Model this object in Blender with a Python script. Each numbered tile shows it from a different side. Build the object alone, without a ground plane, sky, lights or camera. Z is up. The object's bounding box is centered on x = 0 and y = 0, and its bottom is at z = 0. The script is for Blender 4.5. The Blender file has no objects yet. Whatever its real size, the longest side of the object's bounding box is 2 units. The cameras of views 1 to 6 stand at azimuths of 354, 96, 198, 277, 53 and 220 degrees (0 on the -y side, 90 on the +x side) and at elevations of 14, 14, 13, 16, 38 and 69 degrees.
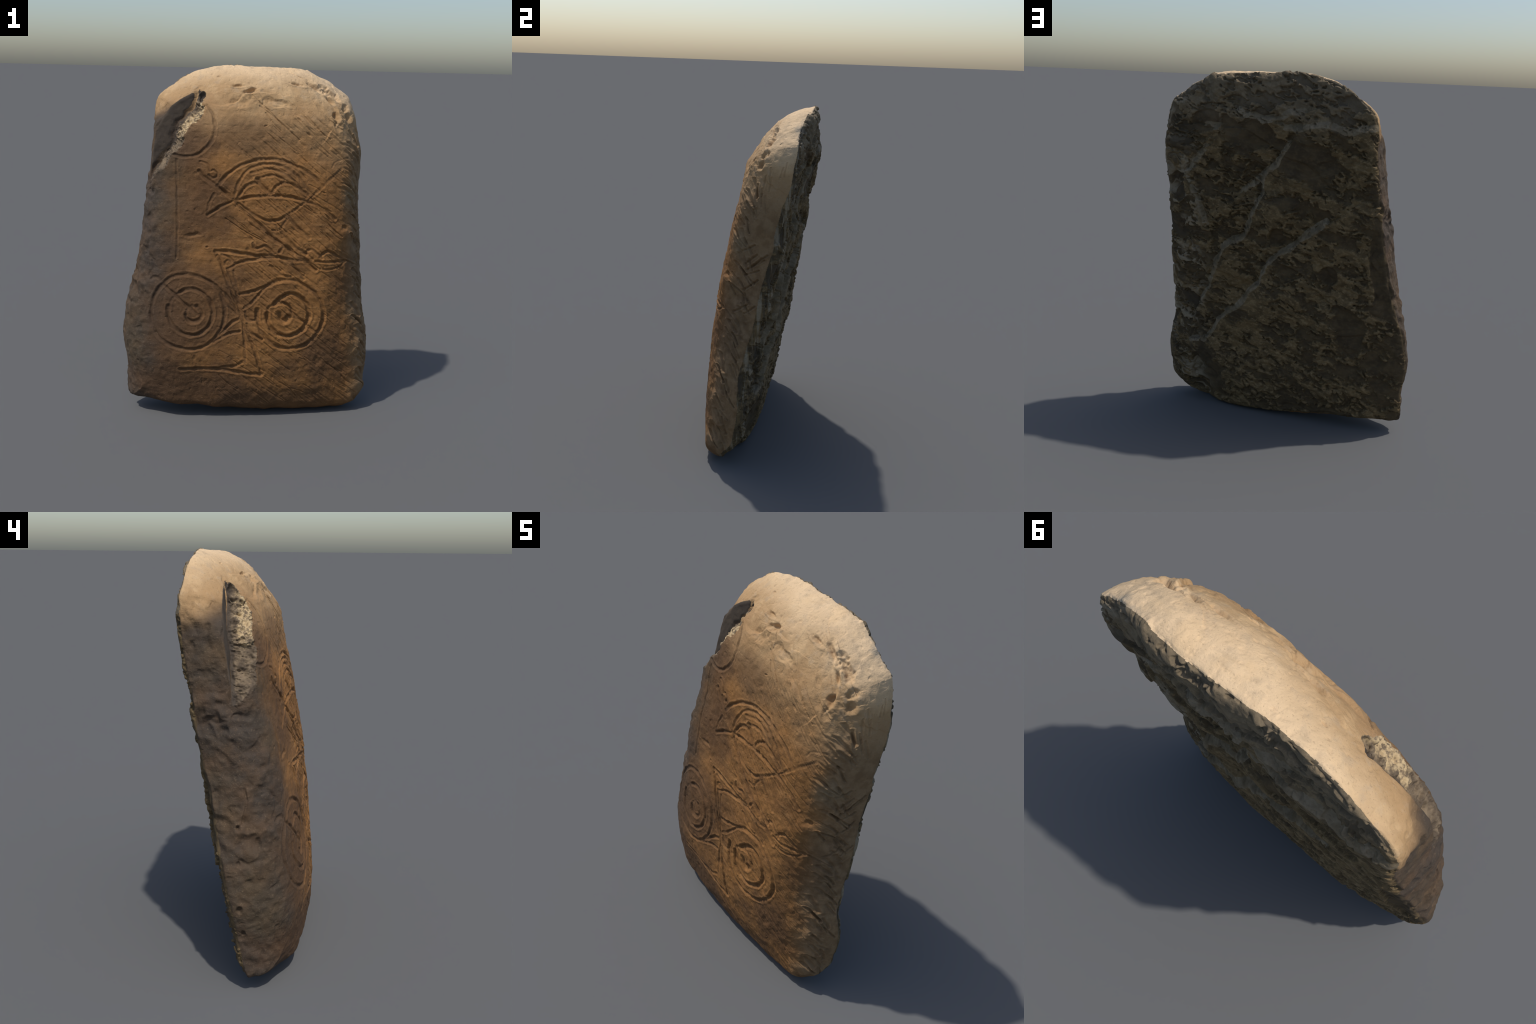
import numpy as np

# ------------------------------------------------------------------ helpers
def curve(pairs):
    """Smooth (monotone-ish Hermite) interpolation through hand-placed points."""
    p = np.array(sorted(pairs), float)
    x, y = p[:, 0], p[:, 1]
    d = np.diff(y) / np.diff(x)
    m = np.empty_like(y)
    m[0], m[-1] = d[0], d[-1]
    a, b = d[:-1], d[1:]
    m[1:-1] = np.where(a * b > 0, 2 * a * b / np.where(a + b == 0, 1, a + b), 0)
    def f(t):
        t = np.asarray(t, float)
        tc = np.clip(t, x[0], x[-1])
        i = np.clip(np.searchsorted(x, tc) - 1, 0, len(x) - 2)
        h = x[i + 1] - x[i]
        s = (tc - x[i]) / h
        r = (y[i] * (1 + 2 * s) * (1 - s) ** 2 + m[i] * h * s * (1 - s) ** 2
             + y[i + 1] * s * s * (3 - 2 * s) + m[i + 1] * h * s * s * (s - 1))
        return r + np.where(t > x[-1], (t - x[-1]) * m[-1], 0) + np.where(t < x[0], (t - x[0]) * m[0], 0)
    return f

def smax(a, b, r):
    h = np.maximum(r - np.abs(a - b), 0) / r
    return np.maximum(a, b) + h * h * r * 0.25

def sstep(a, b, t):
    s = np.clip((t - a) / (b - a), 0, 1)
    return s * s * (3 - 2 * s)

def spline(pts, n=8, closed=False):
    """Catmull-Rom through control points."""
    P = np.array(pts, float)
    if len(P) < 3:
        return P
    if closed:
        Q = np.vstack([P[-1], P, P[0], P[1]])
    else:
        Q = np.vstack([2 * P[0] - P[1], P, 2 * P[-1] - P[-2]])
    t = np.linspace(0, 1, n, endpoint=False)[:, None]
    out = []
    for i in range(1, len(Q) - 2):
        a, b, c, d = Q[i - 1:i + 3]
        out.append(.5 * (2 * b + (c - a) * t + (2 * a - 5 * b + 4 * c - d) * t * t + (3 * b - a - 3 * c + d) * t ** 3))
    out = np.vstack(out)
    return out if closed else np.vstack([out, P[-1]])

def polyline_dist(X, Z, L):
    d = np.full(X.shape, 1e9)
    for (x0, z0), (x1, z1) in zip(L[:-1], L[1:]):
        ex, ez = x1 - x0, z1 - z0
        t = np.clip(((X - x0) * ex + (Z - z0) * ez) / (ex * ex + ez * ez + 1e-12), 0, 1)
        d = np.minimum(d, (X - x0 - t * ex) ** 2 + (Z - z0 - t * ez) ** 2)
    return np.sqrt(d)

def poly_sd(X, Z, L):
    """Signed distance to a closed outline, negative inside."""
    C = np.vstack([L, L[:1]])
    d = polyline_dist(X, Z, C)
    ins = np.zeros(X.shape, bool)
    for (x0, z0), (x1, z1) in zip(C[:-1], C[1:]):
        if z0 == z1:
            continue
        ins ^= ((z0 > Z) != (z1 > Z)) & (X < (x1 - x0) * (Z - z0) / (z1 - z0) + x0)
    return np.where(ins, -d, d)

# ---------------------------------------------------------------- big shape
# front profile along the height (leaning slab that curls back into the crown)
front_profile = curve([(-.06, -.14), (-.02, -.19), (.0, -.215), (.03, -.246), (.06, -.268), (.1, -.287), (.2, -.302), (.3, -.304),
    (.5, -.289), (.6, -.272), (.8, -.246), (.97, -.222), (1.15, -.192), (1.25, -.174), (1.34, -.157),
    (1.48, -.124), (1.6, -.096), (1.67, -.076), (1.76, -.036), (1.83, .005), (1.88, .045), (1.93, .10),
    (1.97, .165), (2.0, .23), (2.04, .38)])
bow_l = curve([(0, .1), (.6, .09), (.9, .13), (1.2, .18), (1.33, .19), (1.46, .16), (1.6, .20), (1.76, .34), (1.86, .54), (1.93, .66), (2.0, .78)])
bow_r = curve([(0, .13), (.6, .16), (.9, .25), (1.2, .2), (1.5, .25), (1.7, .4), (1.85, .5), (2.0, .3)])
bow_x = curve([(0, .05), (.3, -.05), (.5, .0), (.8, .15), (1.0, .2), (1.6, .2), (1.8, .15), (2.0, .1)])
def front_y(x, z):
    c = bow_x(z)
    heel = .32 * smax(-.45 - x, 0 * x, .08) * sstep(.95, .45, z)     # lower flank falls away
    heel = heel + (.29 - .19 * sstep(.75, .4, z) - .10 * sstep(.3, .1, z)) * smax(x - .47, 0 * x, .10) * sstep(1.45, 1.2, z) + .10 * smax(x - .48, 0 * x, .06) * sstep(1.5, 1.7, z)
    heel = heel - .009 * np.exp(-((x - .47) / .14) ** 2 - ((z - .75) / .4) ** 2) - .024 * np.exp(-((x - .40) / .17) ** 2 - ((z - 1.72) / .11) ** 2) - .009 * np.exp(-((x - .2) / .25) ** 2 - ((z - 1.86) / .08) ** 2) - .008 * sstep(.14, .04, z)
    heel = heel + .018 * np.exp(-((x + .37) / .19) ** 2 - ((z - .25) / .15) ** 2) - .012 * np.exp(-((x + .36) / .09) ** 2 - ((z - 1.16) / .13) ** 2)
    heel = heel - .022 * np.exp(-((x + .50) / .11) ** 2 - ((z - 1.12) / .22) ** 2)
    heel = heel + .007 * np.exp(-((x - .1) / .28) ** 2 - ((z - .85) / .5) ** 2)
    return heel + front_profile(z) + bow_l(z) * np.maximum(c - x, 0) ** 2 + bow_r(z) * np.maximum(x - c, 0) ** 2

rear_profile = curve([(-.06, -.05), (0, -.015), (.1, .024), (.3, .066), (.5, .105), (.7, .147), (.9, .180), (1.1, .204),
    (1.3, .233), (1.5, .271), (1.7, .298), (1.76, .298), (1.9, .292), (2.0, .280), (2.05, .27)])
chamfer = curve([(-.72, -.065), (-.6, -.04), (-.5, -.016), (-.4, -.006), (-.2, 0), (.2, 0), (.3, -.012), (.4, -.043), (.5, -.075), (.56, -.088), (.62, -.095), (.66, -.11), (.75, -.16)])
chamfer_w = curve([(0, .7), (.3, .65), (.6, 1), (1.3, 1), (1.5, .80), (1.7, .66), (2, .6)])
def rear_y(x, z):
    w = np.where(x < 0, 1 - .75 * sstep(.9, 1.2, z), chamfer_w(z))
    spall = .055 * sstep(.40, .52, x) * sstep(.17, .03, z)
    # the slab split unevenly: a long hollow high up, a fuller corner low down
    hollow = .058 * np.exp(-((x - .17) / .26) ** 4 - ((z - 1.52) / .20) ** 4) + .025 * np.exp(-((x - .46) / .14) ** 2 - ((z - 1.60) / .12) ** 2) + .050 * np.exp(-((x - .20) / .16) ** 2 - ((z - 1.08) / .34) ** 4)
    hollow = np.minimum(hollow, .064) + .022 * np.exp(-((x - .27) / .22) ** 2 - ((z - .62) / .24) ** 2) + .014 * np.exp(-((x - .0) / .45) ** 4 - ((z - 1.3) / .5) ** 4)
    full = .022 * np.exp(-((x + .48) / .28) ** 2 - ((z - .38) / .36) ** 2)
    full = full + .014 * np.exp(-((x - .15) / .35) ** 2 - ((z - 1.30) / .10) ** 2) + .008 * np.exp(-((x + .25) / .25) ** 2 - ((z - 1.0) / .35) ** 2)
    full = full + .018 * np.exp(-((x - .47) / .12) ** 2 - ((z - .42) / .14) ** 2) - .012 * np.exp(-((x - .05) / .2) ** 2 - ((z - .58) / .10) ** 2)
    full = full + .022 * sstep(.42, .6, x) * np.exp(-((z - 1.27) / .14) ** 2) - .012 * sstep(.5, .6, x) * np.exp(-((z - .65) / .18) ** 2)
    return rear_profile(z) + chamfer(x) * w - spall - hollow + full

OUTLINE = [(-0.535, 1.687), (-0.52, 1.781), (-0.494, 1.825), (-0.435, 1.884), (-0.361, 1.942),
    (-0.261, 1.999), (-0.187, 2.017), (-0.112, 2.028), (0.039, 2.028), (0.115, 2.026), (0.191, 2.016),
    (0.282, 2.005), (0.374, 1.994), (0.436, 1.945), (0.498, 1.915), (0.556, 1.875), (0.615, 1.835),
    (0.639, 1.785), (0.66, 1.715), (0.667, 1.631), (0.684, 1.526), (0.686, 1.406), (0.684, 1.255),
    (0.691, 1.104), (0.702, 0.951), (0.71, 0.8), (0.719, 0.645), (0.723, 0.553), (0.737, 0.414),
    (0.739, 0.259), (0.722, 0.15), (0.722, 0.15), (0.682, 0.042), (0.635, 0.012), (0.52, 0.006),
    (0.36, 0.006), (0.2, 0.013), (0.04, 0.018), (-0.14, 0.036), (-0.29, 0.059), (-0.415, 0.062),
    (-0.566, 0.079), (-0.64, 0.075), (-0.687, 0.09), (-0.701, 0.135), (-0.71, 0.208), (-0.708, 0.283),
    (-0.719, 0.358), (-0.727, 0.433), (-0.718, 0.538), (-0.708, 0.627), (-0.683, 0.716),
    (-0.66, 0.805), (-0.637, 0.894), (-0.62, 0.983), (-0.606, 1.086), (-0.592, 1.189), (-0.58, 1.292),
    (-0.566, 1.38), (-0.556, 1.483), (-0.543, 1.585)]
OUT_POLY = spline(OUTLINE, 3, True)

NOTCH = [(-.27, 1.90), (-.283, 1.854), (-.295, 1.768), (-.346, 1.71), (-.411, 1.624), (-.426, 1.552), (-.477, 1.472),
         (-.551, 1.371), (-.66, 1.24), (-.9, 1.2), (-.9, 1.95), (-.4, 1.98)]
NOTCH_POLY = spline(NOTCH, 4, True)
def notch_plane(z):
    return .034 + (z - 1.34) * .157

class Maps:
    """Fields that depend on (x, z) only, kept on a fine grid and looked up."""
    h = .004
    x0, x1, z0, z1 = -.84, .84, -.08, 2.12
    def __init__(self):
        self.xs = np.arange(self.x0, self.x1, self.h)
        self.zs = np.arange(self.z0, self.z1, self.h)
        X, Z = np.meshgrid(self.xs, self.zs, indexing='ij')
        self.F = {}
        yf = front_y(X, Z)
        gx, gz = np.gradient(yf, self.h)
        self.F['front'] = yf
        self.F['front_n'] = 1 / np.sqrt(1 + gx * gx + gz * gz)
        yb = rear_y(X, Z)
        gx, gz = np.gradient(yb, self.h)
        self.F['rear'] = yb
        self.F['rear_n'] = 1 / np.sqrt(1 + gx * gx + gz * gz)
        self.F['side'] = poly_sd(X, Z, OUT_POLY)
        torn = fbm(np.stack([X.ravel(), 0 * X.ravel(), Z.ravel()], -1), 13, 4, 110).reshape(X.shape)
        self.F['notch'] = poly_sd(X, Z, NOTCH_POLY) + .014 * torn
        foot = sstep(.24, .08, Z) * (1 - .3 * sstep(-.45, -.65, X))
        left = sstep(.0, -.3, X) * sstep(.85, 1.05, Z)
        self.F['round'] = (.19 - .12 * sstep(1.6, 1.9, Z)) * (1 - .72 * foot * (1 - .55 * sstep(.52, .68, X))) * (1 - .35 * left)
    def get(self, names, x, z):
        u = np.clip((x - self.x0) / self.h, 0, len(self.xs) - 1.001)
        v = np.clip((z - self.z0) / self.h, 0, len(self.zs) - 1.001)
        i, j = u.astype(int), v.astype(int)
        a, b = u - i, v - j
        out = []
        for n in names:
            G = self.F[n]
            out.append((G[i, j] * (1 - a) + G[i + 1, j] * a) * (1 - b) + (G[i, j + 1] * (1 - a) + G[i + 1, j + 1] * a) * b)
        return out

MAPS = None
def body(x, y, z):
    """Implicit body of the slab: negative inside, roughly metric."""
    global MAPS
    if MAPS is None:
        MAPS = Maps()
    yf, nf, yb, nb, sd, nt, rr = MAPS.get(('front', 'front_n', 'rear', 'rear_n', 'side', 'notch', 'round'), x, z)
    front = (yf - y) * nf
    rear = (y - yb) * nb
    mid = yf + .17
    r = sstep(-.1, .3, x)
    top = sstep(1.55, 1.75, z) * sstep(.2, .4, x)
    mid = mid + .09 * r
    side = sd + (.10 * (1 - r) + .02 * r) * np.maximum(y - mid, 0) + .10 * r * np.maximum(mid - y, 0) * sstep(1.7, 1.4, z) * sstep(.3, 1.1, z)
    side = side + .10 * top * np.maximum(y - .11, 0) + .08 * top * np.maximum(.2 - y, 0) * sstep(1.72, 1.85, z)
    side = side + .40 * sstep(1.62, 1.8, z) * sstep(-.1, -.3, x) * np.maximum(.24 - y, 0)
    # the rear lip of the crown is broken down between the middle and a sharp peak
    side = side + .55 * np.maximum(y - .205, 0) * sstep(-.12, .06, x) * sstep(.37, .33, x) * sstep(1.80, 1.9, z)
    f = smax(front, side, rr)
    f = smax(f, rear, .025)
    yc = notch_plane(z)
    slit = .010 * sstep(-.04, 0, nt)
    cut = smax(y - yc - slit, (nt - (.16 + .32 * sstep(1.46, 1.62, z)) * (yc - y)) * .88, .012)
    pocket = np.sqrt(((x + .268) / .9) ** 2 + (y - .080) ** 2 + ((z - 1.812) / 1.5) ** 2) - .025
    f = smax(f, -cut, .012)
    return smax(f, -pocket, .008)

# ------------------------------------------------------------- surface nets
def surface_nets(cell, lo, hi):
    ax = [np.arange(lo[i], hi[i] + cell, cell) for i in range(3)]
    nx, ny, nz = map(len, ax)
    F = np.empty((nx, ny, nz), np.float32)
    X, Y = np.meshgrid(ax[0], ax[1], indexing='ij')
    for k in range(nz):
        F[:, :, k] = body(X, Y, np.full_like(X, ax[2][k]))
    S = F < 0
    cnt = np.zeros((nx - 1, ny - 1, nz - 1), np.int8)
    for a in (0, 1):
        for b in (0, 1):
            for c in (0, 1):
                cnt += S[a:nx - 1 + a, b:ny - 1 + b, c:nz - 1 + c]
    act = (cnt > 0) & (cnt < 8)
    idx = np.full(act.shape, -1, np.int32)
    ci, cj, ck = np.nonzero(act)
    idx[ci, cj, ck] = np.arange(len(ci))
    acc = np.zeros((len(ci), 3)); num = np.zeros(len(ci))
    corners = [(a, b, c) for a in (0, 1) for b in (0, 1) for c in (0, 1)]
    for p in corners:
        for axis in range(3):
            if p[axis]:
                continue
            q = list(p); q[axis] = 1
            fa = F[ci + p[0], cj + p[1], ck + p[2]]
            fb = F[ci + q[0], cj + q[1], ck + q[2]]
            cr = (fa < 0) != (fb < 0)
            t = np.where(cr, fa / np.where(cr, fa - fb, 1), 0)
            pos = np.tile(np.array(p, float), (len(ci), 1))
            pos[:, axis] = t
            acc[cr] += pos[cr]; num[cr] += 1
    V = np.stack([ax[0][ci], ax[1][cj], ax[2][ck]], -1) + acc / num[:, None] * cell
    quads = []
    for axis in range(3):
        o = [i for i in range(3) if i != axis]
        sl0 = [slice(None)] * 3; sl1 = [slice(None)] * 3
        sl0[axis] = slice(0, -1); sl1[axis] = slice(1, None)
        A, B = S[tuple(sl0)], S[tuple(sl1)]
        E = A != B
        e = np.array(np.nonzero(E)).T
        ok = np.all([(e[:, i] > 0) for i in o], axis=0) & np.all([(e[:, i] < F.shape[i] - 1) for i in o], axis=0)
        e = e[ok]
        inside = A[e[:, 0], e[:, 1], e[:, 2]]
        u = np.zeros(3, int); w = np.zeros(3, int)
        u[(axis + 1) % 3] = 1; w[(axis + 2) % 3] = 1
        def at(d):
            k = e - d
            return idx[k[:, 0], k[:, 1], k[:, 2]]
        q = np.stack([at(u + w), at(w), at(0 * u), at(u)], -1)
        q[~inside] = q[~inside][:, ::-1]
        quads.append(q)
    return V, np.vstack(quads)

def grad(V, e=.002):
    g = np.empty_like(V)
    for i in range(3):
        d = np.zeros(3); d[i] = e
        A, B = V + d, V - d
        g[:, i] = (body(A[:, 0], A[:, 1], A[:, 2]) - body(B[:, 0], B[:, 1], B[:, 2])) / (2 * e)
    return g

def project(V, n=2):
    for _ in range(n):
        g = grad(V)
        f = body(V[:, 0], V[:, 1], V[:, 2])
        st = f / np.maximum((g * g).sum(1), .15)
        V = V - g * np.clip(st, -.004, .004)[:, None]
    return V

def subdivide(V, Q):
    n = len(V)
    E = np.stack([Q, np.roll(Q, -1, 1)], -1).reshape(-1, 2)
    Es = np.sort(E, 1).astype(np.int64)
    key = Es[:, 0] * n + Es[:, 1]
    uk, inv = np.unique(key, return_inverse=True)
    em = (V[uk // n] + V[uk % n]) / 2
    fm = V[Q].mean(1)
    W = np.vstack([V, em, fm])
    ei = (n + inv).reshape(-1, 4)
    fi = n + len(em) + np.arange(len(Q))
    out = [np.stack([Q[:, i], ei[:, i], fi, ei[:, i - 1]], -1) for i in range(4)]
    return W, np.vstack(out)

def vertex_normals(V, Q):
    n = np.cross(V[Q[:, 2]] - V[Q[:, 0]], V[Q[:, 3]] - V[Q[:, 1]])
    N = np.zeros_like(V)
    for i in range(4):
        for a in range(3):
            N[:, a] += np.bincount(Q[:, i], n[:, a], len(V))
    return N / np.maximum(np.linalg.norm(N, axis=1), 1e-12)[:, None]

LO, HI = (-.78, -.38, -.03), (.79, .37, 2.06)

# ------------------------------------------------------------------- noise
_rng = np.random.default_rng(11)
PERM = np.tile(_rng.permutation(256), 3).astype(np.int32)
_g = _rng.normal(size=(256, 3)); GRADS = (_g / np.linalg.norm(_g, axis=1)[:, None]).astype(np.float32)

def perlin(P, f=1.0, seed=0):
    P = np.asarray(P, np.float32) * np.asarray(f, np.float32) + np.float32(seed * 17.31)
    I = np.floor(P).astype(np.int32)
    R = P - I
    I &= 255
    U = R * R * R * (R * (R * 6 - 15) + 10)
    def corner(a, b, c):
        h = PERM[PERM[PERM[I[:, 0] + a] + I[:, 1] + b] + I[:, 2] + c]
        g = GRADS[h]
        return g[:, 0] * (R[:, 0] - a) + g[:, 1] * (R[:, 1] - b) + g[:, 2] * (R[:, 2] - c)
    def mix(a, b, t):
        return a + (b - a) * t
    x0 = mix(mix(corner(0, 0, 0), corner(1, 0, 0), U[:, 0]), mix(corner(0, 1, 0), corner(1, 1, 0), U[:, 0]), U[:, 1])
    x1 = mix(mix(corner(0, 0, 1), corner(1, 0, 1), U[:, 0]), mix(corner(0, 1, 1), corner(1, 1, 1), U[:, 0]), U[:, 1])
    return mix(x0, x1, U[:, 2]) * 1.5

def fbm(P, f, n=3, seed=0, gain=.5):
    out, a = 0, 1.0
    for i in range(n):
        out = out + a * perlin(P, np.asarray(f, float) * 2.03 ** i, seed + i)
        a *= gain
    return out

# ----------------------------------------------------------------- carvings
STROKES = []
def carve(motif, what, half_width, depth, *path):
    """One incised line: widths in mm, path in (x, z) metres on the face."""
    STROKES.append((motif, half_width * 1.28 / 1000., depth * 1.2 / 1000., spline(path, 7)))

carve('crescent', 'outer arch', 9, 7,
      (-0.184, 1.333), (-0.138, 1.389), (-0.074, 1.437), (0.006, 1.471), (0.086, 1.484), (0.167, 1.479), (0.248, 1.451), (0.325, 1.412), (0.374, 1.375), (0.411, 1.337))
carve('crescent', 'second arch', 8, 5,
      (-0.088, 1.249), (-0.088, 1.296), (-0.053, 1.380), (0.000, 1.431), (0.075, 1.457), (0.140, 1.455), (0.210, 1.430), (0.275, 1.383), (0.319, 1.329), (0.344, 1.292))
carve('crescent', 'third arch', 8, 5,
      (0.000, 1.407), (0.043, 1.416), (0.091, 1.431), (0.140, 1.425), (0.194, 1.404), (0.243, 1.368), (0.286, 1.321))
carve('crescent', 'innermost arch', 8, 5,
      (0.051, 1.382), (0.102, 1.394), (0.150, 1.391), (0.191, 1.369))
carve('crescent', 'petal', 9, 7,
      (-0.074, 1.262), (-0.053, 1.302), (-0.021, 1.336), (0.022, 1.352), (0.059, 1.339), (0.083, 1.312), (0.102, 1.291))
carve('crescent', 'petal', 9, 7,
      (0.118, 1.296), (0.145, 1.335), (0.188, 1.356), (0.237, 1.346), (0.281, 1.319), (0.325, 1.290))
carve('crescent', 'notch between the petals', 12, 11,
      (0.040, 1.371), (0.064, 1.340), (0.091, 1.312), (0.113, 1.294))
carve('crescent', 'lower edge of the crescent', 9, 8,
      (-0.240, 1.172), (-0.181, 1.212), (-0.128, 1.238), (-0.085, 1.255), (-0.021, 1.271), (0.059, 1.279), (0.113, 1.283), (0.183, 1.280), (0.248, 1.271), (0.314, 1.253), (0.369, 1.234), (0.420, 1.208), (0.460, 1.178), (0.487, 1.151))
carve('crescent', 'bowl', 9, 7,
      (-0.074, 1.244), (-0.021, 1.201), (0.033, 1.168), (0.087, 1.147), (0.130, 1.144), (0.173, 1.156), (0.222, 1.188))
carve('v_rod', 'arm', 10, 8,
      (-0.287, 1.409), (-0.255, 1.376), (-0.218, 1.350), (-0.184, 1.328), (-0.138, 1.292), (-0.090, 1.254))
carve('v_rod', 'arm carried on below', 11, 9,
      (-0.090, 1.254), (-0.053, 1.215), (-0.010, 1.173), (0.044, 1.128), (0.087, 1.086), (0.120, 1.051), (0.185, 1.010), (0.251, 0.964), (0.323, 0.910), (0.374, 0.869))
carve('v_rod', 'other arm', 8, 4,
      (0.413, 1.342), (0.369, 1.300), (0.320, 1.255), (0.265, 1.218), (0.222, 1.183), (0.195, 1.141), (0.168, 1.101))
carve('v_rod', 'flight feather', 10, 7,
      (0.219, 1.168), (0.239, 1.135), (0.283, 1.093), (0.332, 1.050))
carve('v_rod', 'shaft', 10, 7,
      (0.168, 1.093), (0.190, 1.056), (0.240, 1.008), (0.284, 0.976), (0.317, 0.959))
carve('v_rod', 'curled terminal', 7, 4,
      (-0.279, 1.461), (-0.255, 1.457), (-0.234, 1.439), (-0.226, 1.412), (-0.205, 1.418), (-0.185, 1.401), (-0.189, 1.382), (-0.213, 1.374), (-0.234, 1.389))
carve('v_rod', 'worn end of the other arm', 8, 2,
      (0.521, 1.431), (0.470, 1.389), (0.413, 1.342))
carve('v_rod', 'knot at the point', 7, 4,
      (0.106, 1.138), (0.127, 1.127), (0.146, 1.114), (0.157, 1.088), (0.125, 1.093))
carve('v_rod', 'tip of the crescent', 7, 3,
      (-0.240, 1.172), (-0.242, 1.198), (-0.229, 1.240), (-0.202, 1.288))
carve('v_rod', 'curled terminal', 6, 2,
      (0.464, 1.442), (0.493, 1.471), (0.556, 1.489))
carve('leaf_motif', 'leaf upper edge', 8, 6,
      (0.397, 0.940), (0.417, 0.961), (0.451, 0.970), (0.498, 0.947), (0.558, 0.908))
carve('leaf_motif', 'leaf midrib', 8, 6,
      (0.373, 0.917), (0.452, 0.910), (0.558, 0.904))
carve('leaf_motif', 'leaf lower edge', 7, 4,
      (0.558, 0.903), (0.512, 0.878), (0.453, 0.868), (0.401, 0.874))
carve('leaf_motif', 'bud', 8, 6,
      (0.309, 0.967), (0.344, 0.984), (0.377, 0.964), (0.412, 0.934))
carve('leaf_motif', 'bud', 8, 6,
      (0.164, 0.969), (0.184, 0.998), (0.213, 1.001), (0.240, 0.981), (0.248, 0.957))
carve('leaf_motif', 'bud', 8, 6,
      (0.017, 1.017), (0.028, 0.990), (0.055, 0.995), (0.078, 1.007), (0.110, 0.986), (0.134, 0.957))
carve('z_rod', 'top bar', 10, 8,
      (-0.196, 0.972), (-0.138, 0.972), (-0.074, 0.965), (-0.009, 0.955), (0.045, 0.947), (0.099, 0.950), (0.159, 0.940), (0.224, 0.926), (0.274, 0.924), (0.329, 0.920))
carve('z_rod', 'long diagonal', 9, 8,
      (-0.199, 0.972), (-0.172, 0.919), (-0.145, 0.846), (-0.121, 0.778), (-0.096, 0.721), (-0.068, 0.669), (-0.052, 0.611), (-0.029, 0.548), (-0.004, 0.490), (0.020, 0.430), (0.044, 0.358), (0.069, 0.270))
carve('z_rod', 'inner diagonal', 8, 6,
      (-0.131, 0.877), (-0.112, 0.829), (-0.093, 0.781), (-0.076, 0.729), (-0.061, 0.677), (-0.046, 0.625))
carve('z_rod', 'inner stub', 8, 5,
      (-0.094, 0.863), (-0.084, 0.806), (-0.071, 0.761), (-0.055, 0.737))
carve('z_rod', 'bottom bar', 10, 8,
      (0.069, 0.270), (0.004, 0.276), (-0.067, 0.287), (-0.131, 0.300), (-0.218, 0.305), (-0.305, 0.306), (-0.392, 0.302))
carve('z_rod', 'bottom inner edge', 9, 6,
      (-0.037, 0.349), (-0.082, 0.327), (-0.160, 0.314), (-0.247, 0.307))
carve('z_rod', 'inner diagonal', 8, 5,
      (-0.046, 0.611), (-0.039, 0.548), (-0.033, 0.490), (-0.028, 0.414), (-0.027, 0.342))
carve('z_rod', 'barb', 8, 6,
      (-0.160, 0.957), (-0.125, 0.941), (-0.087, 0.907))
carve('z_rod', 'eye', 7, 5,
      (-0.143, 0.910), (-0.127, 0.923), (-0.111, 0.910), (-0.127, 0.896), (-0.143, 0.910))
carve('double_disc', 'rim', 10, 7,
      (-0.491, 0.785), (-0.448, 0.821), (-0.391, 0.839), (-0.333, 0.839), (-0.265, 0.822), (-0.208, 0.789), (-0.168, 0.738), (-0.145, 0.669), (-0.146, 0.600), (-0.168, 0.532), (-0.208, 0.477), (-0.265, 0.439), (-0.346, 0.422), (-0.426, 0.437), (-0.495, 0.473), (-0.540, 0.533), (-0.560, 0.611), (-0.548, 0.693), (-0.522, 0.747), (-0.491, 0.785))
carve('double_disc', 'middle ring', 10, 9,
      (-0.394, 0.744), (-0.362, 0.758), (-0.317, 0.759), (-0.265, 0.737), (-0.228, 0.698), (-0.212, 0.646), (-0.219, 0.589), (-0.248, 0.541), (-0.288, 0.513), (-0.340, 0.505), (-0.397, 0.523), (-0.443, 0.564), (-0.463, 0.619), (-0.460, 0.665))
carve('double_disc', 'worn stretch of the ring', 8, 3,
      (-0.458, 0.665), (-0.438, 0.708), (-0.394, 0.744))
carve('double_disc', 'worn stretch of the ring', 9, 3,
      (0.095, 0.620), (0.104, 0.656), (0.140, 0.678))
carve('double_disc', 'worn stretch of the heart', 8, 3,
      (-0.363, 0.620), (-0.356, 0.645), (-0.331, 0.666), (-0.300, 0.664))
carve('double_disc', 'spiral heart', 11, 9,
      (-0.300, 0.664), (-0.280, 0.640), (-0.277, 0.609), (-0.297, 0.585), (-0.328, 0.580), (-0.356, 0.597), (-0.363, 0.620))
carve('double_disc', 'slash through the disc', 9, 6,
      (-0.491, 0.784), (-0.448, 0.750), (-0.391, 0.699), (-0.340, 0.654), (-0.300, 0.619))
carve('double_disc', 'hooked end', 8, 4,
      (-0.559, 0.804), (-0.539, 0.819), (-0.513, 0.815), (-0.496, 0.796), (-0.485, 0.783))
carve('double_disc', 'rim', 11, 9,
      (0.107, 0.783), (0.144, 0.806), (0.202, 0.814), (0.267, 0.805), (0.332, 0.770), (0.387, 0.716), (0.418, 0.655), (0.425, 0.584), (0.403, 0.520), (0.362, 0.467), (0.303, 0.430), (0.220, 0.420), (0.148, 0.439), (0.094, 0.482), (0.056, 0.541), (0.040, 0.598), (0.041, 0.645))
carve('double_disc', 'middle ring', 12, 11,
      (0.140, 0.678), (0.180, 0.713), (0.233, 0.733), (0.286, 0.712), (0.329, 0.664), (0.339, 0.604), (0.319, 0.546), (0.272, 0.506), (0.206, 0.492), (0.147, 0.513), (0.109, 0.557), (0.095, 0.621))
carve('double_disc', 'boss hollow', 16, 11,
      (0.167, 0.620), (0.176, 0.590), (0.203, 0.581), (0.220, 0.601))
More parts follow.
